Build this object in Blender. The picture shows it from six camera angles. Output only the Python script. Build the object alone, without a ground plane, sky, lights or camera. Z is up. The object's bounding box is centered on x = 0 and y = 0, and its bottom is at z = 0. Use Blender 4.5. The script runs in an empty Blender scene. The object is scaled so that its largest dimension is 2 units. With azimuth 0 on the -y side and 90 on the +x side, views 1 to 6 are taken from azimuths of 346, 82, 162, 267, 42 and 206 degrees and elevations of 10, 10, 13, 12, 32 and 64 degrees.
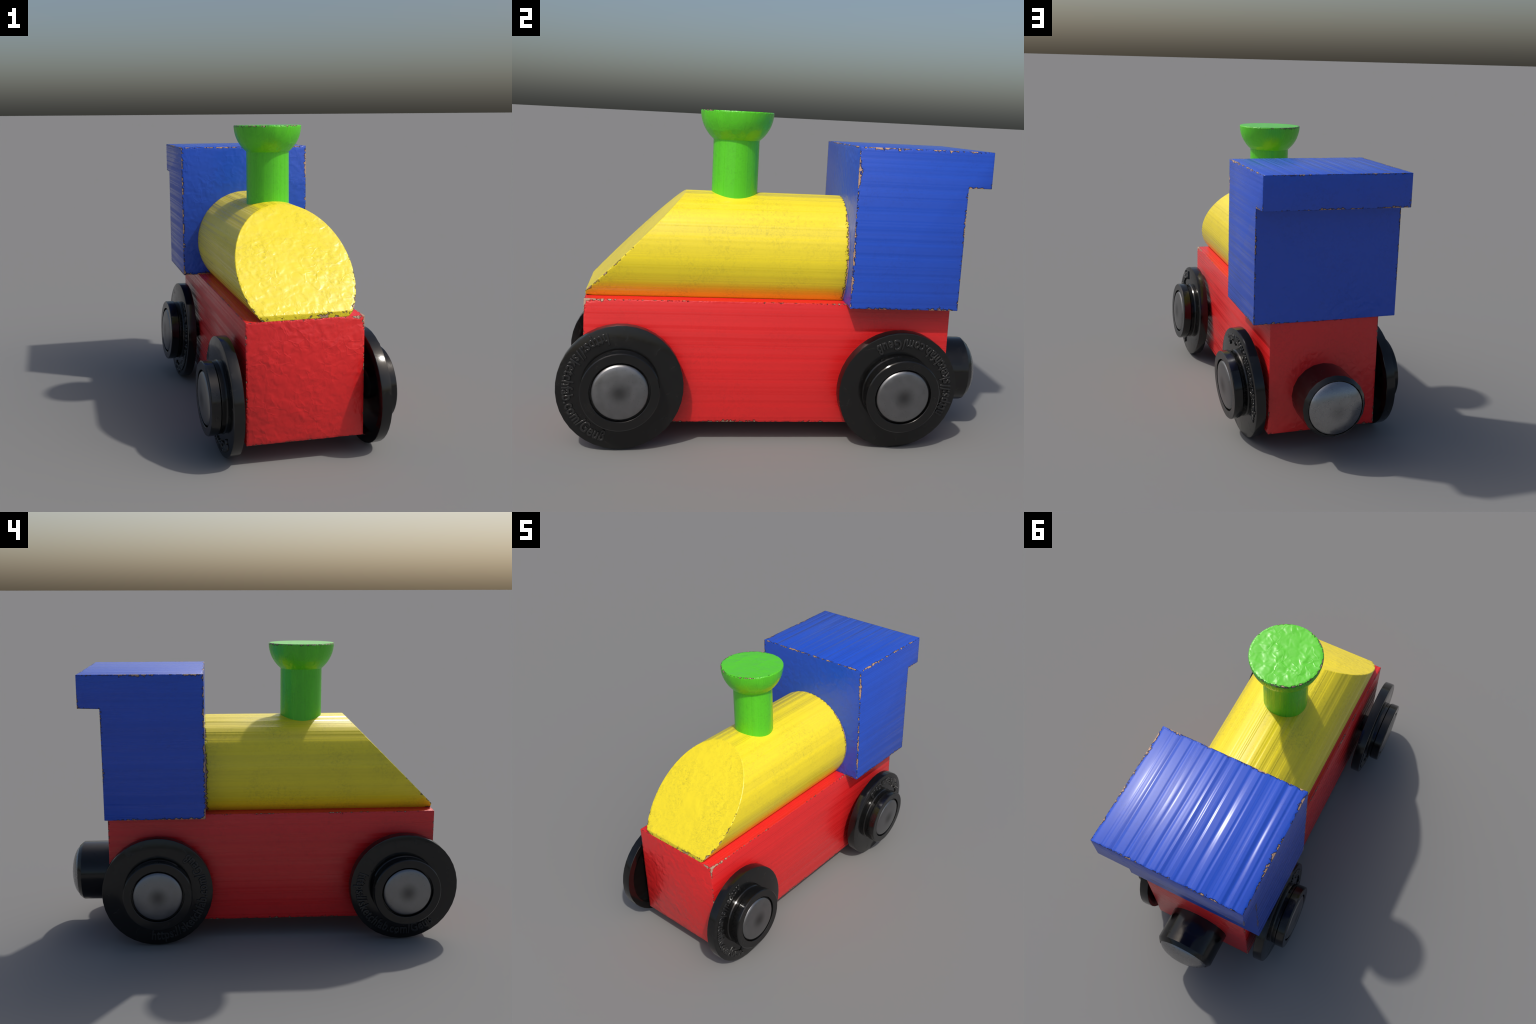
"""Painted wooden toy steam engine: red block, yellow boiler, blue cab,
green chimney, black plastic wheels with steel hub caps, magnetic coupler."""
import bpy, bmesh, math
from mathutils import Vector, Matrix

# ------------------------------------------------------------------ sizes (m)
CX = -0.003                                  # centre plane of the body
BASE = dict(x=0.275, y0=-0.885, y1=0.773, z0=0.0955, z1=0.658)
BOIL = dict(r=0.276, zc=0.848, y0=-0.8835, y1=0.285, z0=0.657,
            slant_z=0.683, slant_y=-0.447)   # slant runs up to the crown
CAB = dict(x=0.3585, y0=0.2825, y1=0.7785, yr=0.8870, z0=0.6555, zr=1.2105, z1=1.3715)
CHIM = dict(y=-0.223, r=0.1070, rim=0.1695, top=1.4965)
COUP = dict(r=0.156, z=0.282, y0=0.770, y1=0.940)
WHEEL = dict(r=0.2773, t=0.050, hub=0.1716, h=0.0735, cap=0.1245)
# outer rim centre, yaw, pitch (degrees), start angle of the lettering
WHEELS = [
    ((0.3586, -0.7173, 0.2818), 2.24, 2.2, 103.0, 1),
    ((-0.3666, -0.7217, 0.2800), -2.14, -0.73, 159.0, -1),
    ((-0.3649, 0.5268, 0.2800), -3.03, 1.95, 261.0, -1),
    ((0.3584, 0.5303, 0.2772), 3.42, -3.98, -30.0, 1),
]

# ------------------------------------------------------------------ node helper
class Nodes:
    def __init__(self, name):
        self.mat = bpy.data.materials.new(name)
        self.mat.use_nodes = True
        self.t = self.mat.node_tree
        self.t.nodes.clear()

    def new(self, kind, **props):
        n = self.t.nodes.new(kind)
        for k, v in props.items():
            setattr(n, k, v)
        return n

    def put(self, sock, val):
        if isinstance(val, bpy.types.NodeSocket):
            self.t.links.new(val, sock)
        elif val is not None:
            sock.default_value = val

    def math(self, op, a, b=None, c=None, clamp=False):
        n = self.new('ShaderNodeMath', operation=op, use_clamp=clamp)
        for i, v in enumerate((a, b, c)):
            if v is not None:
                self.put(n.inputs[i], v)
        return n.outputs[0]

    def remap(self, v, a, b, lo=0.0, hi=1.0, smooth=False):
        n = self.new('ShaderNodeMapRange', clamp=True)
        if smooth:
            n.interpolation_type = 'SMOOTHSTEP'
        for i, x in enumerate((v, a, b, lo, hi)):
            self.put(n.inputs[i], x)
        return n.outputs[0]

    def mix(self, f, a, b, blend='MIX'):
        n = self.new('ShaderNodeMix', data_type='RGBA', blend_type=blend)
        self.put(n.inputs[0], f)
        self.put(n.inputs[6], a)
        self.put(n.inputs[7], b)
        return n.outputs[2]

    def coords(self):
        return self.new('ShaderNodeTexCoord').outputs['Object']

    def scaled(self, co, scale, loc=(0, 0, 0)):
        n = self.new('ShaderNodeMapping')
        self.put(n.inputs['Vector'], co)
        n.inputs['Scale'].default_value = scale
        n.inputs['Location'].default_value = loc
        return n.outputs[0]

    def noise(self, co, scale=1.0, detail=2.0, rough=0.5, dist=0.0):
        n = self.new('ShaderNodeTexNoise')
        self.put(n.inputs['Vector'], co)
        n.inputs['Scale'].default_value = scale
        n.inputs['Detail'].default_value = detail
        n.inputs['Roughness'].default_value = rough
        n.inputs['Distortion'].default_value = dist
        return n.outputs[0]

    def voronoi(self, co, scale, feature='F1', smooth=None):
        n = self.new('ShaderNodeTexVoronoi', feature=feature)
        self.put(n.inputs['Vector'], co)
        n.inputs['Scale'].default_value = scale
        return n.outputs['Distance']

    def xyz(self, co):
        n = self.new('ShaderNodeSeparateXYZ')
        self.put(n.inputs[0], co)
        return n.outputs

    def bump(self, h, strength, dist, normal=None):
        n = self.new('ShaderNodeBump')
        self.put(n.inputs['Strength'], strength)
        n.inputs['Distance'].default_value = dist
        self.put(n.inputs['Height'], h)
        if normal is not None:
            self.put(n.inputs['Normal'], normal)
        return n.outputs[0]

    def finish(self, **inp):
        b = self.new('ShaderNodeBsdfPrincipled')
        for k, v in inp.items():
            self.put(b.inputs[k.replace('_', ' ')], v)
        o = self.new('ShaderNodeOutputMaterial')
        self.t.links.new(b.outputs[0], o.inputs[0])
        return self.mat


def rgb(r, g, b):
    """sRGB 0..255 -> linear RGBA"""
    f = lambda c: c / 12.92 if c <= 0.04045 else ((c + 0.055) / 1.055) ** 2.4
    return tuple(f(c / 255.0) for c in (r, g, b)) + (1.0,)


def second_smallest(N, ds):
    """Distance to the nearest edge: on a face the smallest distance is the
    face's own plane, so the second smallest is the next face."""
    m1, m2 = N.math('MINIMUM', ds[0], ds[1]), N.math('MAXIMUM', ds[0], ds[1])
    for d in ds[2:]:
        m2 = N.math('MINIMUM', m2, N.math('MAXIMUM', m1, d))
        m1 = N.math('MINIMUM', m1, d)
    return m2


# --------------------------------------------------- edge distances of the parts
def base_edges(N, co):
    x, y, z = N.xyz(co)[:3]
    dx = N.math('SUBTRACT', BASE['x'], N.math('ABSOLUTE', N.math('SUBTRACT', x, CX)))
    return second_smallest(N, [dx, N.math('SUBTRACT', y, BASE['y0']), N.math('SUBTRACT', BASE['y1'], y),
                               N.math('SUBTRACT', z, BASE['z0']), N.math('SUBTRACT', BASE['z1'], z)])


def slant_plane():
    crown = BOIL['zc'] + BOIL['r']
    d = Vector((0, BOIL['slant_y'] - BOIL['y0'], crown - BOIL['slant_z'])).normalized()
    n = Vector((0, -d.z, d.y))
    return n, n.dot(Vector((0, BOIL['y0'], BOIL['slant_z'])))


def boiler_edges(N, co):
    x, y, z = N.xyz(co)[:3]
    xx = N.math('SUBTRACT', x, CX)
    zz = N.math('SUBTRACT', z, BOIL['zc'])
    r = N.math('SQRT', N.math('ADD', N.math('MULTIPLY', xx, xx), N.math('MULTIPLY', zz, zz)))
    n, k = slant_plane()
    sl = N.math('SUBTRACT', k, N.math('ADD', N.math('MULTIPLY', y, n.y), N.math('MULTIPLY', z, n.z)))
    nose = N.math('ADD', N.math('SUBTRACT', y, BOIL['y0']), 0.011)
    d1 = second_smallest(N, [N.math('SUBTRACT', BOIL['r'], r), sl, N.math('SUBTRACT', BOIL['y1'], y),
                             N.math('ADD', N.math('SUBTRACT', z, BOIL['z0']), N.remap(y, -0.87, -0.80, 0.0, 0.03)), nose])
    # the crown of the slant is hardly worn, its foot and the rear end are worn most
    rear = N.remap(y, 0.1, 0.26)
    fresh = N.math('MULTIPLY', N.remap(z, 0.80, 0.96, 0.0, 0.012), N.math('SUBTRACT', 1.0, rear))
    return N.math('SUBTRACT', N.math('ADD', d1, fresh), N.math('ADD',
                  N.math('MULTIPLY', rear, N.remap(z, 1.0, 1.1, 0.009, 0.0)),
                  N.math('MULTIPLY', N.math('SUBTRACT', 1.0, rear), N.remap(z, 0.70, 0.90, 0.0035, 0.0))))


def cab_edges(N, co):
    x, y, z = N.xyz(co)[:3]
    dx = N.math('SUBTRACT', CAB['x'], N.math('ABSOLUTE', N.math('SUBTRACT', x, CX)))
    low = N.math('LESS_THAN', z, CAB['zr'] - 0.001)
    rear = N.math('SUBTRACT', N.math('SUBTRACT', CAB['yr'], N.math('MULTIPLY', low, CAB['yr'] - CAB['y1'])), y)
    inner = N.math('LESS_THAN', y, CAB['y1'] + 0.001)
    under = N.math('ADD', N.math('SUBTRACT', z, CAB['zr']), N.math('MULTIPLY', inner, 5.0))
    d = second_smallest(N, [dx, N.math('SUBTRACT', y, CAB['y0']), N.math('SUBTRACT', z, CAB['z0']),
                            N.math('SUBTRACT', CAB['z1'], z), rear, N.math('ABSOLUTE', under)])
    # the front corners have been knocked more than the rear ones
    return N.math('ADD', d, N.remap(y, 0.30, 0.75, -0.0025, 0.003))


def chimney_edges(N, co):
    x, y, z = N.xyz(co)[:3]
    xx = N.math('SUBTRACT', x, CX)
    yy = N.math('SUBTRACT', y, CHIM['y'])
    r = N.math('SQRT', N.math('ADD', N.math('MULTIPLY', xx, xx), N.math('MULTIPLY', yy, yy)))
    d = N.math('MAXIMUM', N.math('SUBTRACT', CHIM['top'], z), N.math('SUBTRACT', CHIM['rim'], r))
    return N.math('ABSOLUTE', d)


# ------------------------------------------------------------------ materials
def paint(name, col, dark, edges, axis='y', seed=0.0, grain=1.0, crackle=1.0, chip_cut=0.515,
          dirt=0.25, worn_corner=None, lines=0.12,
          flat=True):
    """Gloss paint on wood: grain grooves along one axis, wrinkled end grain,
    chips along the edges that bare pale wood, fine grime."""
    N = Nodes(name)
    co = N.coords()
    a = {'x': 0, 'y': 1, 'z': 2}[axis]
    nrm = N.new('ShaderNodeNewGeometry').outputs['True Normal']
    along = N.math('ABSOLUTE', N.xyz(nrm)[a])
    end = N.remap(along, 0.45, 0.55)                    # 1 on end-grain faces
    side = N.math('SUBTRACT', 1.0, end)

    # grain: noise stretched far along the fibre
    def streak(s, stretch, detail, off):
        sc = [s, s, s]
        sc[a] = stretch
        return N.noise(N.scaled(co, sc, (off, off * 1.7, off * 0.6)), 1.0, detail, 0.55)
    g1 = streak(23.0, 0.08, 0.3, seed)
    g2 = streak(62.0, 0.25, 1.0, seed + 5.0)
    g3 = streak(150.0, 1.5, 2.0, seed + 9.0)
    # flat plateaus parted by narrow steps, with clusters of finer hair lines
    steps, gloss = None, None
    for lo_, hi_, amp in ((0.35, 0.44, 0.24), (0.47, 0.56, 0.27), (0.60, 0.69, 0.24)):
        st = N.remap(g1, lo_, hi_, 0.0, 1.0, True)
        slope = N.math('MULTIPLY', N.math('MULTIPLY', st, N.math('SUBTRACT', 1.0, st)), 4.0)
        st = N.math('MULTIPLY', st, amp)
        steps = st if steps is None else N.math('ADD', steps, st)
        gloss = slope if gloss is None else N.math('MAXIMUM', gloss, slope)
    if flat:
        # on the sawn flats: single grooves at random spacing across the grain
        x, _, z = N.xyz(co)[:3]
        nx = N.math('GREATER_THAN', N.math('ABSOLUTE', N.xyz(nrm)[0]), 0.7)
        across = N.math('ADD', N.math('MULTIPLY', nx, z), N.math('MULTIPLY', N.math('SUBTRACT', 1.0, nx), x))
        sway = N.noise(N.scaled(co, (9.0, 2.2, 9.0), (seed, 1, 0)), 1.0, 1.0)
        across = N.math('ADD', across, N.math('MULTIPLY', sway, 0.008))
        steps, gloss = None, None
        for scale, width, amp, shift in ((13.0, 0.020, 0.46, 0.0), (19.0, 0.012, 0.24, 3.3)):
            v = N.new('ShaderNodeTexVoronoi', voronoi_dimensions='1D', feature='DISTANCE_TO_EDGE')
            v.inputs['Scale'].default_value = scale
            N.put(v.inputs['W'], N.math('ADD', across, seed * 0.37 + shift))
            st = N.remap(v.outputs['Distance'], 0.0, width * scale, 0.0, 1.0, True)
            slope = N.math('MULTIPLY', N.math('MULTIPLY', st, N.math('SUBTRACT', 1.0, st)), 4.0)
            # some grooves are deep, some barely there
            deep = N.new('ShaderNodeTexNoise', noise_dimensions='1D')
            deep.inputs['Scale'].default_value = 9.0
            deep.inputs['Detail'].default_value = 0.0
            N.put(deep.inputs['W'], N.math('ADD', across, shift + seed))
            st = N.math('MULTIPLY', st, N.remap(deep.outputs[0], 0.34, 0.62, amp * 0.25, amp * 1.15))
            steps = st if steps is None else N.math('ADD', steps, st)
            gloss = slope if gloss is None else N.math('MAXIMUM', gloss, slope)
        steps = N.math('ADD', steps, N.math('MULTIPLY', g1, 0.35))
    cluster = N.remap(streak(9.0, 0.10, 0.0, seed + 33.0), 0.50, 0.64, 0.02, 0.20, True)
    groove = N.math('ADD', steps, N.math('MULTIPLY', N.math('SUBTRACT', g2, 0.5), cluster))
    gloss = N.math('MAXIMUM', gloss, N.math('MULTIPLY', cluster, 1.3), clamp=True)

    # wrinkled paint on the end grain
    warp = N.new('ShaderNodeVectorMath', operation='ADD')
    N.put(warp.inputs[0], co)
    wn = N.new('ShaderNodeTexNoise')
    N.put(wn.inputs['Vector'], co)
    wn.inputs['Scale'].default_value = 14.0
    wsc = N.new('ShaderNodeVectorMath', operation='SCALE')
    N.put(wsc.inputs[0], wn.outputs['Color'])
    wsc.inputs['Scale'].default_value = 0.06
    N.put(warp.inputs[1], wsc.outputs[0])
    v1 = N.remap(N.voronoi(warp.outputs[0], 20.0, 'DISTANCE_TO_EDGE'), 0.0, 0.11, 1, 0, True)
    lump = N.noise(N.scaled(co, (1, 1, 1), (seed, 2, 3)), 25.0, 1.1, 0.5, 0.3)
    patchy = N.remap(N.noise(co, 7.0, 2.0), 0.40, 0.62)
    wr = N.math('ADD', N.math('MULTIPLY', N.math('MULTIPLY', v1, patchy), 0.055),
                N.math('MULTIPLY', lump, N.math('ADD', 0.42, N.math('MULTIPLY', patchy, 0.28))))

    # chips at the edges
    d = edges(N, co)
    if worn_corner:
        far = N.new('ShaderNodeVectorMath', operation='DISTANCE')
        N.put(far.inputs[0], co)
        far.inputs[1].default_value = worn_corner
        d = N.math('SUBTRACT', d, N.remap(far.outputs['Value'], 0.0, 0.09, 0.014, 0.0))
    hi = N.noise(N.scaled(co, (1, 1, 1), (seed * 2, 1, 4)), 58.0, 3.0, 0.6)
    lo = N.noise(N.scaled(co, (1, 1, 1), (seed, 7, 2)), 6.5, 1.0)
    h = N.math('ADD', hi, N.math('MULTIPLY', N.math('SUBTRACT', lo, 0.5), 0.62))
    h = N.math('SUBTRACT', h, N.math('MULTIPLY', d, 22.0))
    chip = N.remap(h, chip_cut, chip_cut + 0.035)
    rim = N.math('SUBTRACT', N.remap(h, chip_cut - 0.035, chip_cut), N.remap(h, chip_cut + 0.01, chip_cut + 0.06))
    rim = N.math('MAXIMUM', rim, 0.0)

    # colour
    tone = N.math('ADD', N.math('MULTIPLY', N.remap(g2, 0.3, 0.62, 1.0, 0.0), 0.55),
                  N.math('MULTIPLY', N.remap(g1, 0.34, 0.5, 1.0, 0.0), 0.6))
    c = N.mix(N.math('MULTIPLY', N.math('MULTIPLY', tone, side), lines), col, dark)
    fib = N.remap(N.noise(N.scaled(co, (1, 1, 1), (3, seed, 1)), 62.0, 5.0, 0.65, 1.4), 0.46, 0.72)
    area = N.remap(N.noise(co, 5.5, 3.0), 0.36, 0.62)
    c = N.mix(N.math('MULTIPLY', N.math('MULTIPLY', fib, area), dirt), c, dark)
    wood = N.mix(N.noise(co, 160.0, 3.0), rgb(216, 174, 146), rgb(160, 126, 102))
    c = N.mix(chip, c, wood)
    c = N.mix(N.math('MULTIPLY', rim, 0.6), c, rgb(44, 34, 20))  # occlusion shade at the chip borders, painted as a dark outline

    # relief: the grain stands out most on faces that look up
    upward = N.remap(N.xyz(nrm)[2], 0.3, 0.95, 0.20, 0.97)
    hgt = N.math('ADD', N.math('MULTIPLY', N.math('MULTIPLY', N.math('MULTIPLY', groove, side), grain), upward),
                 N.math('MULTIPLY', N.math('MULTIPLY', wr, end), crackle))
    fine = N.noise(co, 240.0, 3.0, 0.6)
    n = N.bump(fine, 0.01, 0.002)
    n = N.bump(hgt, 0.60, 0.012, n)
    bead = N.math('MULTIPLY', N.remap(d, 0.0, 0.011, 1.0, 0.0), N.remap(h, 0.2, 0.5, 0.0, -1.0))
    n = N.bump(bead, 0.4, 0.006, n)
    n = N.bump(N.remap(h, chip_cut - 0.06, chip_cut + 0.05, 1.0, 0.0), 1.0, 0.008, n)
    rough = N.mix(end, N.remap(gloss, 0.1, 0.6, 0.47, 0.265), (0.30, 0.30, 0.30, 1))
    rough = N.math('ADD', rough, N.math('MULTIPLY', chip, 0.25))
    return N.finish(Base_Color=c, Roughness=rough, Normal=n, Specular_IOR_Level=0.5,
                    Coat_Weight=0.25, Coat_Roughness=0.42)


def black_plastic(name='black_plastic', lift=0.0):
    N = Nodes(name)
    co = N.coords()
    smudge = N.remap(N.noise(co, 13.0, 6.0, 0.7, 1.2), 0.52, 0.72)
    speck = N.remap(N.noise(co, 60.0, 4.0, 0.7), 0.56, 0.72)
    c = N.mix(N.math('MULTIPLY', smudge, N.math('ADD', N.math('MULTIPLY', speck, 0.6), 0.15)),
              (0.0058 + lift, 0.0058 + lift, 0.0058 + lift, 1), (0.026, 0.024, 0.021, 1))
    rough = N.math('ADD', 0.14, N.math('MULTIPLY', smudge, 0.20))
    n = N.bump(N.noise(co, 45.0, 3.0, 0.6), 0.03, 0.004)
    return N.finish(Base_Color=c, Roughness=rough, Normal=n, Specular_IOR_Level=0.5)


def steel(radius, dark_centre, rough=(0.30, 0.42), gain=1.0):
    """Nickel-plated cap, darker in colour at the middle, lightly speckled."""
    N = Nodes('plated_steel')
    co = N.coords()
    x, y, z = N.xyz(co)[:3]
    r = N.math('SQRT', N.math('ADD', N.math('MULTIPLY', x, x), N.math('MULTIPLY', y, y)))
    mid = N.remap(r, 0.0, radius * 0.52, 1.0, 0.0, True)
    mid = N.math('MULTIPLY', mid, dark_centre)
    blotch = N.noise(co, 22.0, 4.0, 0.6)
    c = N.mix(blotch, tuple(v * gain for v in (0.22, 0.22, 0.225)) + (1,),
              tuple(v * gain for v in (0.29, 0.29, 0.295)) + (1,))
    c = N.mix(mid, c, (0.075, 0.075, 0.075, 1))
    speck = N.remap(N.noise(co, 150.0, 2.0), 0.66, 0.72)
    c = N.mix(N.math('MULTIPLY', speck, 0.4), c, (0.12, 0.12, 0.12, 1))
    n = N.bump(N.noise(co, 90.0, 2.0), 0.025, 0.002)
    return N.finish(Base_Color=c, Metallic=1.0, Roughness=N.remap(blotch, 0.3, 0.7, *rough), Normal=n)


# ------------------------------------------------------------------ mesh helpers
def link(name, me, mat, parent=None, matrix=None, angle=25.0):
    ob = bpy.data.objects.new(name, me)
    bpy.context.scene.collection.objects.link(ob)
    if mat and not me.materials:
        me.materials.append(mat)
    me.shade_smooth()
    me.set_sharp_from_angle(angle=math.radians(angle))
    if parent:
        ob.parent = parent
    if matrix is not None:
        ob.matrix_local = matrix
    return ob


def to_mesh(bm, name):
    bmesh.ops.recalc_face_normals(bm, faces=bm.faces)
    me = bpy.data.meshes.new(name)
    bm.to_mesh(me)
    bm.free()
    return me


def prism(name, profile, x0, x1, bevel=0.0022):
    """(y, z) outline extruded across x, edges just broken."""
    bm = bmesh.new()
    a = [bm.verts.new((x0, y, z)) for y, z in profile]
    b = [bm.verts.new((x1, y, z)) for y, z in profile]
    bm.faces.new(a)
    bm.faces.new(b[::-1])
    n = len(profile)
    for i in range(n):
        bm.faces.new((a[i], b[i], b[(i + 1) % n], a[(i + 1) % n]))
    bmesh.ops.bevel(bm, geom=bm.edges[:], offset=bevel, segments=2, profile=0.5, affect='EDGES')
    return to_mesh(bm, name)


def lathe(name, profile, seg, centre=(0, 0, 0)):
    """Closed solid turned about z from (r, z) points; r = 0 makes a pole."""
    bm = bmesh.new()
    rings = []
    for r, z in profile:
        if r < 1e-6:
            rings.append([bm.verts.new((centre[0], centre[1], centre[2] + z))])
        else:
            rings.append([bm.verts.new((centre[0] + r * math.cos(2 * math.pi * i / seg),
                                        centre[1] + r * math.sin(2 * math.pi * i / seg),
                                        centre[2] + z)) for i in range(seg)])
    for p, q in zip(rings, rings[1:]):
        for i in range(seg):
            j = (i + 1) % seg
            if len(p) == 1:
                bm.faces.new((p[0], q[i], q[j]))
            elif len(q) == 1:
                bm.faces.new((p[i], q[0], p[j]))
            else:
                bm.faces.new((p[i], q[i], q[j], p[j]))
    return to_mesh(bm, name)


def arc(cr, cz, rad, a0, a1, n):
    return [(cr + rad * math.cos(math.radians(a0 + (a1 - a0) * i / n)),
             cz + rad * math.sin(math.radians(a0 + (a1 - a0) * i / n))) for i in range(n + 1)]


# ------------------------------------------------------------------ body parts
def boiler_mesh():
    """Round bar with a flat underside, nose cut off on the slant."""
    seg, r = 96, BOIL['r']
    half = math.acos((BOIL['zc'] - BOIL['z0']) / r)      # angle off straight down
    crown = BOIL['zc'] + r
    outline = []
    n = 88
    for i in range(n + 1):
        t = half + (2 * math.pi - 2 * half) * i / n - math.pi / 2
        outline.append((CX + r * math.cos(t), BOIL['zc'] + r * math.sin(t)))
    bm = bmesh.new()
    rear = [bm.verts.new((x, BOIL['y1'], z)) for x, z in outline]
    front = [bm.verts.new((x, BOIL['y0'], z)) for x, z in outline]
    m = len(outline)
    bm.faces.new(rear)
    bm.faces.new(front[::-1])
    for i in range(m):
        bm.faces.new((rear[i], front[i], front[(i + 1) % m], rear[(i + 1) % m]))
    nrm, k = slant_plane()
    cut = bmesh.ops.bisect_plane(bm, geom=bm.verts[:] + bm.edges[:] + bm.faces[:], plane_co=nrm * k,
                                 plane_no=nrm, clear_outer=True)
    edge = [e for e in cut['geom_cut'] if isinstance(e, bmesh.types.BMEdge)]
    bmesh.ops.contextual_create(bm, geom=edge)
    bmesh.ops.remove_doubles(bm, verts=bm.verts, dist=1e-5)
    bm.normal_update()
    sharp = [e for e in bm.edges if len(e.link_faces) == 2 and e.calc_face_angle() > 0.5]
    bmesh.ops.bevel(bm, geom=sharp, offset=0.0022, segments=1, affect='EDGES')
    return to_mesh(bm, 'boiler')


def chimney_mesh():
    r, rim, top = CHIM['r'], CHIM['rim'], CHIM['top']
    neck = math.degrees(math.asin(math.sqrt(1 - (r / rim) ** 2)))
    prof = [(0, 1.02), (r, 1.02), (r, 1.20)]
    prof += [(a, top + b) for a, b in arc(0, 0, rim, -neck, -1.5, 9)]
    prof += [(rim - 0.0025, top), (rim * 0.5, top), (0, top)]
    return lathe('chimney', prof, 48, (CX, CHIM['y'], 0))


def wheel_mesh():
    R, t, hub, h, cap = (WHEEL[k] for k in ('r', 't', 'hub', 'h', 'cap'))
    pit = cap + 0.006
    prof = [
        (0, h - 0.024), (pit, h - 0.024), (pit, h - 0.0015), (pit + 0.0015, h),        # pit for the cap
        (hub - 0.004, h), (hub, h - 0.004), (hub, 0.031), (hub - 0.003, 0.028),      # hub barrel
        (hub - 0.0055, 0.025), (hub - 0.0055, 0.006), (hub - 0.0015, 0.0),           # neck
        (R - 0.006, 0.0), (R - 0.001, -0.002), (R, -0.006), (R, -t + 0.002),         # flange
        (R - 0.002, -t), (R * 0.86, -t), (R * 0.855, -t + 0.002), (R * 0.845, -t + 0.026),
        (0.075, -t + 0.030), (0.070, -t - 0.004), (0, -t - 0.004)]                   # hollow back, boss
    return lathe('wheel', prof, 40)


def cap_mesh(r, edge, rise, z, name):
    """Shallow domed disc with a rounded rim."""
    prof = [(0, z - 0.022), (r, z - 0.022), (r, z - 0.004)]
    prof += arc(r - edge, z - edge * 0.55, edge, 0, 62, 5)
    r0, z0 = prof[-1]
    prof += [(r0 * math.cos(math.radians(90 * i / 9)), z0 + rise * math.sin(math.radians(90 * i / 9)) ** 1.0)
             for i in range(1, 9)] + [(0, z0 + rise)]
    return lathe(name, prof, 48)


def lettering_mesh(text, radius, ascender, span_deg):
    """Raised web address that runs round the flange, tops toward the hub."""
    cu = bpy.data.curves.new('lettering', 'FONT')
    cu.body = text
    cu.size = 1.0
    cu.space_character = 1.06
    cu.extrude = 0.02
    cu.offset = 0.006
    cu.bevel_depth = 0.035
    cu.bevel_resolution = 2
    cu.resolution_u = 4
    tmp = bpy.data.objects.new('lettering_helper', cu)
    bpy.context.scene.collection.objects.link(tmp)
    dg = bpy.context.evaluated_depsgraph_get()
    dg.update()
    me = bpy.data.meshes.new_from_object(tmp.evaluated_get(dg))
    bpy.data.objects.remove(tmp)
    bpy.data.curves.remove(cu)
    xs = [v.co.x for v in me.vertices]
    x0, w = min(xs), max(xs) - min(xs)
    ys = [v.co.y for v in me.vertices]
    top = max(ys)
    ky = ascender / top
    for v in me.vertices:
        th = math.radians(span_deg) * (v.co.x - x0) / w
        rr = radius - v.co.y * ky
        v.co = (rr * math.cos(th), rr * math.sin(th), v.co.z * 0.0062 / 0.055)
    me.name = 'lettering'
    return me


# ------------------------------------------------------------------ build
train = bpy.data.objects.new('toy_train', None)
train.empty_display_size = 0.2
bpy.context.scene.collection.objects.link(train)
train['label'] = 'painted wooden toy steam engine, red yellow blue green, black wheels'
train['category'] = 'toy train'

red = paint('red_paint', rgb(228, 36, 38), rgb(140, 16, 18), base_edges, 'y', 1.0, grain=0.8, crackle=1.25, chip_cut=0.555,
            worn_corner=(CX + BASE['x'], BASE['y0'], BASE['z1']))
yellow = paint('yellow_paint', rgb(252, 229, 40), rgb(146, 134, 48), boiler_edges, 'y', 4.0, grain=1.0,
               crackle=1.1, dirt=0.40, lines=0.16, flat=False, chip_cut=0.49)
blue = paint('blue_paint', rgb(34, 84, 204), rgb(22, 46, 130), cab_edges, 'y', 8.0, grain=1.0, crackle=0.95,
             chip_cut=0.47)
green = paint('green_paint', rgb(92, 214, 34), rgb(44, 128, 18), chimney_edges, 'z', 12.0, grain=0.8,
              crackle=1.35, chip_cut=0.525, flat=False)
black = black_plastic()
glint_lightened = black_plastic('glint_lightened_black_plastic', 0.012)  # base colour raised so the letters carry their bright glints

b = BASE
link('base_block', prism('base_block', [(b['y0'], b['z0']), (b['y1'], b['z0']), (b['y1'], b['z1']),
                                        (b['y0'], b['z1'])], CX - b['x'], CX + b['x']), red, train)
link('boiler', boiler_mesh(), yellow, train)
c = CAB
link('cab', prism('cab', [(c['y0'], c['z0']), (c['y1'], c['z0']), (c['y1'], c['zr']), (c['yr'], c['zr']),
                          (c['yr'], c['z1']), (c['y0'], c['z1'])], CX - c['x'], CX + c['x']), blue, train)
link('chimney', chimney_mesh(), green, train, angle=30)

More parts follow.
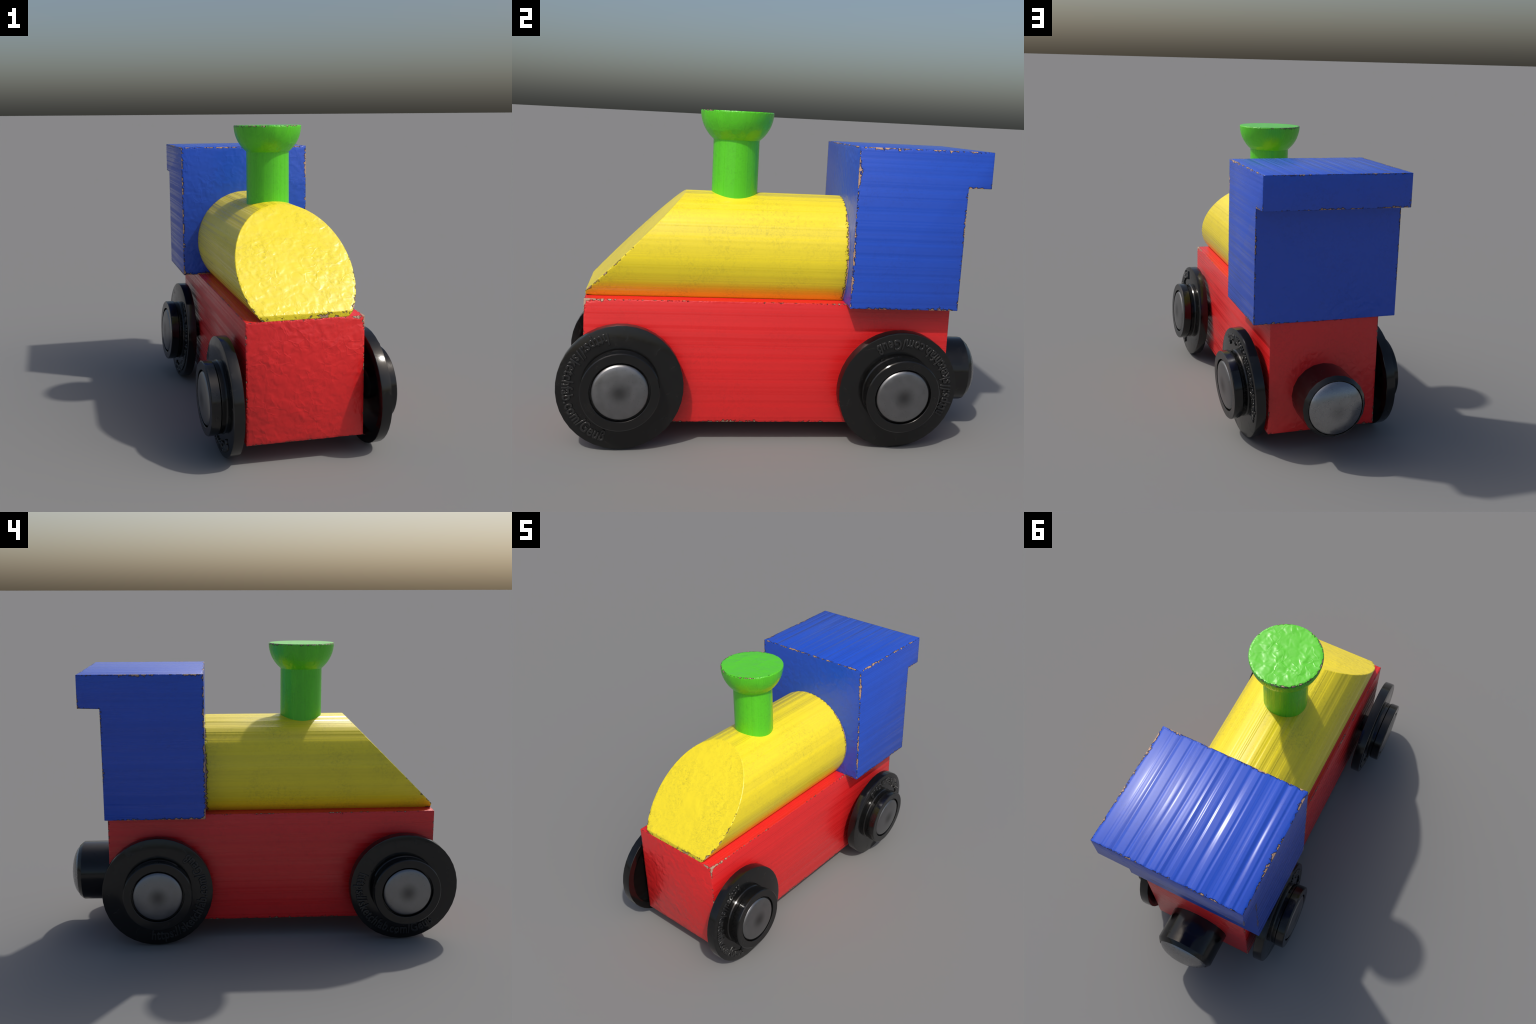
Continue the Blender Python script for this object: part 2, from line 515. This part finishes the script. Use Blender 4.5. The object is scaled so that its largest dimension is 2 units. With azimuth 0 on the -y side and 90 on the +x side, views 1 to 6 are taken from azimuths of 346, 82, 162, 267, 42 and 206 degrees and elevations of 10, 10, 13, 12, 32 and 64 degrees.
# coupler: black drum on the rear, domed steel magnet in its end (local z = +y)
to_rear = Matrix(((1, 0, 0), (0, 0, 1), (0, -1, 0))).to_4x4()
k = COUP
drum = lathe('coupler', [(0, 0), (k['r'], 0), (k['r'], k['y1'] - k['y0']),
                         (k['r'] - 0.004, k['y1'] - k['y0'] + 0.006), (0.139, 0.191), (0.1365, 0.191),
                         (0.1365, 0.175), (0, 0.175)], 20)
m = to_rear.copy()
m.translation = (0.0, k['y0'], k['z'])
coupler = link('coupler', drum, black, train, m, angle=32)
dome = [(0, 0.175), (0.1355, 0.175)]
for i in range(15):                                      # flattened ellipsoid, cut by its seat
    r = 0.1350 * math.sin(math.radians(90 * (1 - i / 14)))
    dome.append((r, 0.2325 - 0.056 * (1 - math.sqrt(max(0.0, 1 - (r / 0.1372) ** 2)))))
link('magnet_cap', lathe('magnet_cap', dome, 48), steel(0.134, 0.35, (0.24, 0.32), 1.25), coupler, angle=40)

# axles (through the block) and wheels
wheel_me = wheel_mesh()
cap_me = cap_mesh(WHEEL['cap'], 0.010, 0.012, WHEEL['h'] - 0.006, 'hub_cap')
text_me = lettering_mesh('https://sketchfab.com/Geu\u00df', 0.2475, 0.050, 151.0)
cap_steel = steel(WHEEL['cap'], 0.8)
for (cx, cy, cz), yaw, pitch, spin, side in WHEELS:
    yaw, pitch = math.radians(yaw), math.radians(pitch)
    ax = Vector((side * math.cos(yaw) * math.cos(pitch), math.sin(yaw), math.sin(pitch))).normalized()
    right = Vector((0, 0, 1)).cross(ax).normalized()
    up = ax.cross(right)
    rot = Matrix((right, up, ax)).transposed() @ Matrix.Rotation(math.radians(spin), 3, 'Z')
    mw = Matrix.Translation((cx, cy, cz)) @ rot.to_4x4()
    wheel = link('wheel', wheel_me, black, train, mw, angle=28)
    link('hub_cap', cap_me, cap_steel, wheel, angle=40)
    link('lettering', text_me, glint_lightened, wheel, angle=70)

for front in (0, 1):
    pair = WHEELS[:2] if front else WHEELS[2:]
    ends = []
    for (cx, cy, cz), yaw, pitch, spin, side in pair:
        ends.append(Vector((cx - side * (WHEEL['t'] - 0.004), cy, cz)))
    ends.sort(key=lambda v: v.x)
    vec = ends[1] - ends[0]
    rod = lathe('axle', [(0, 0), (0.05, 0), (0.05, vec.length), (0, vec.length)], 32)
    q = vec.to_track_quat('Z', 'Y')
    link('axle', rod, black, train, Matrix.Translation(ends[0]) @ q.to_matrix().to_4x4(), angle=30)
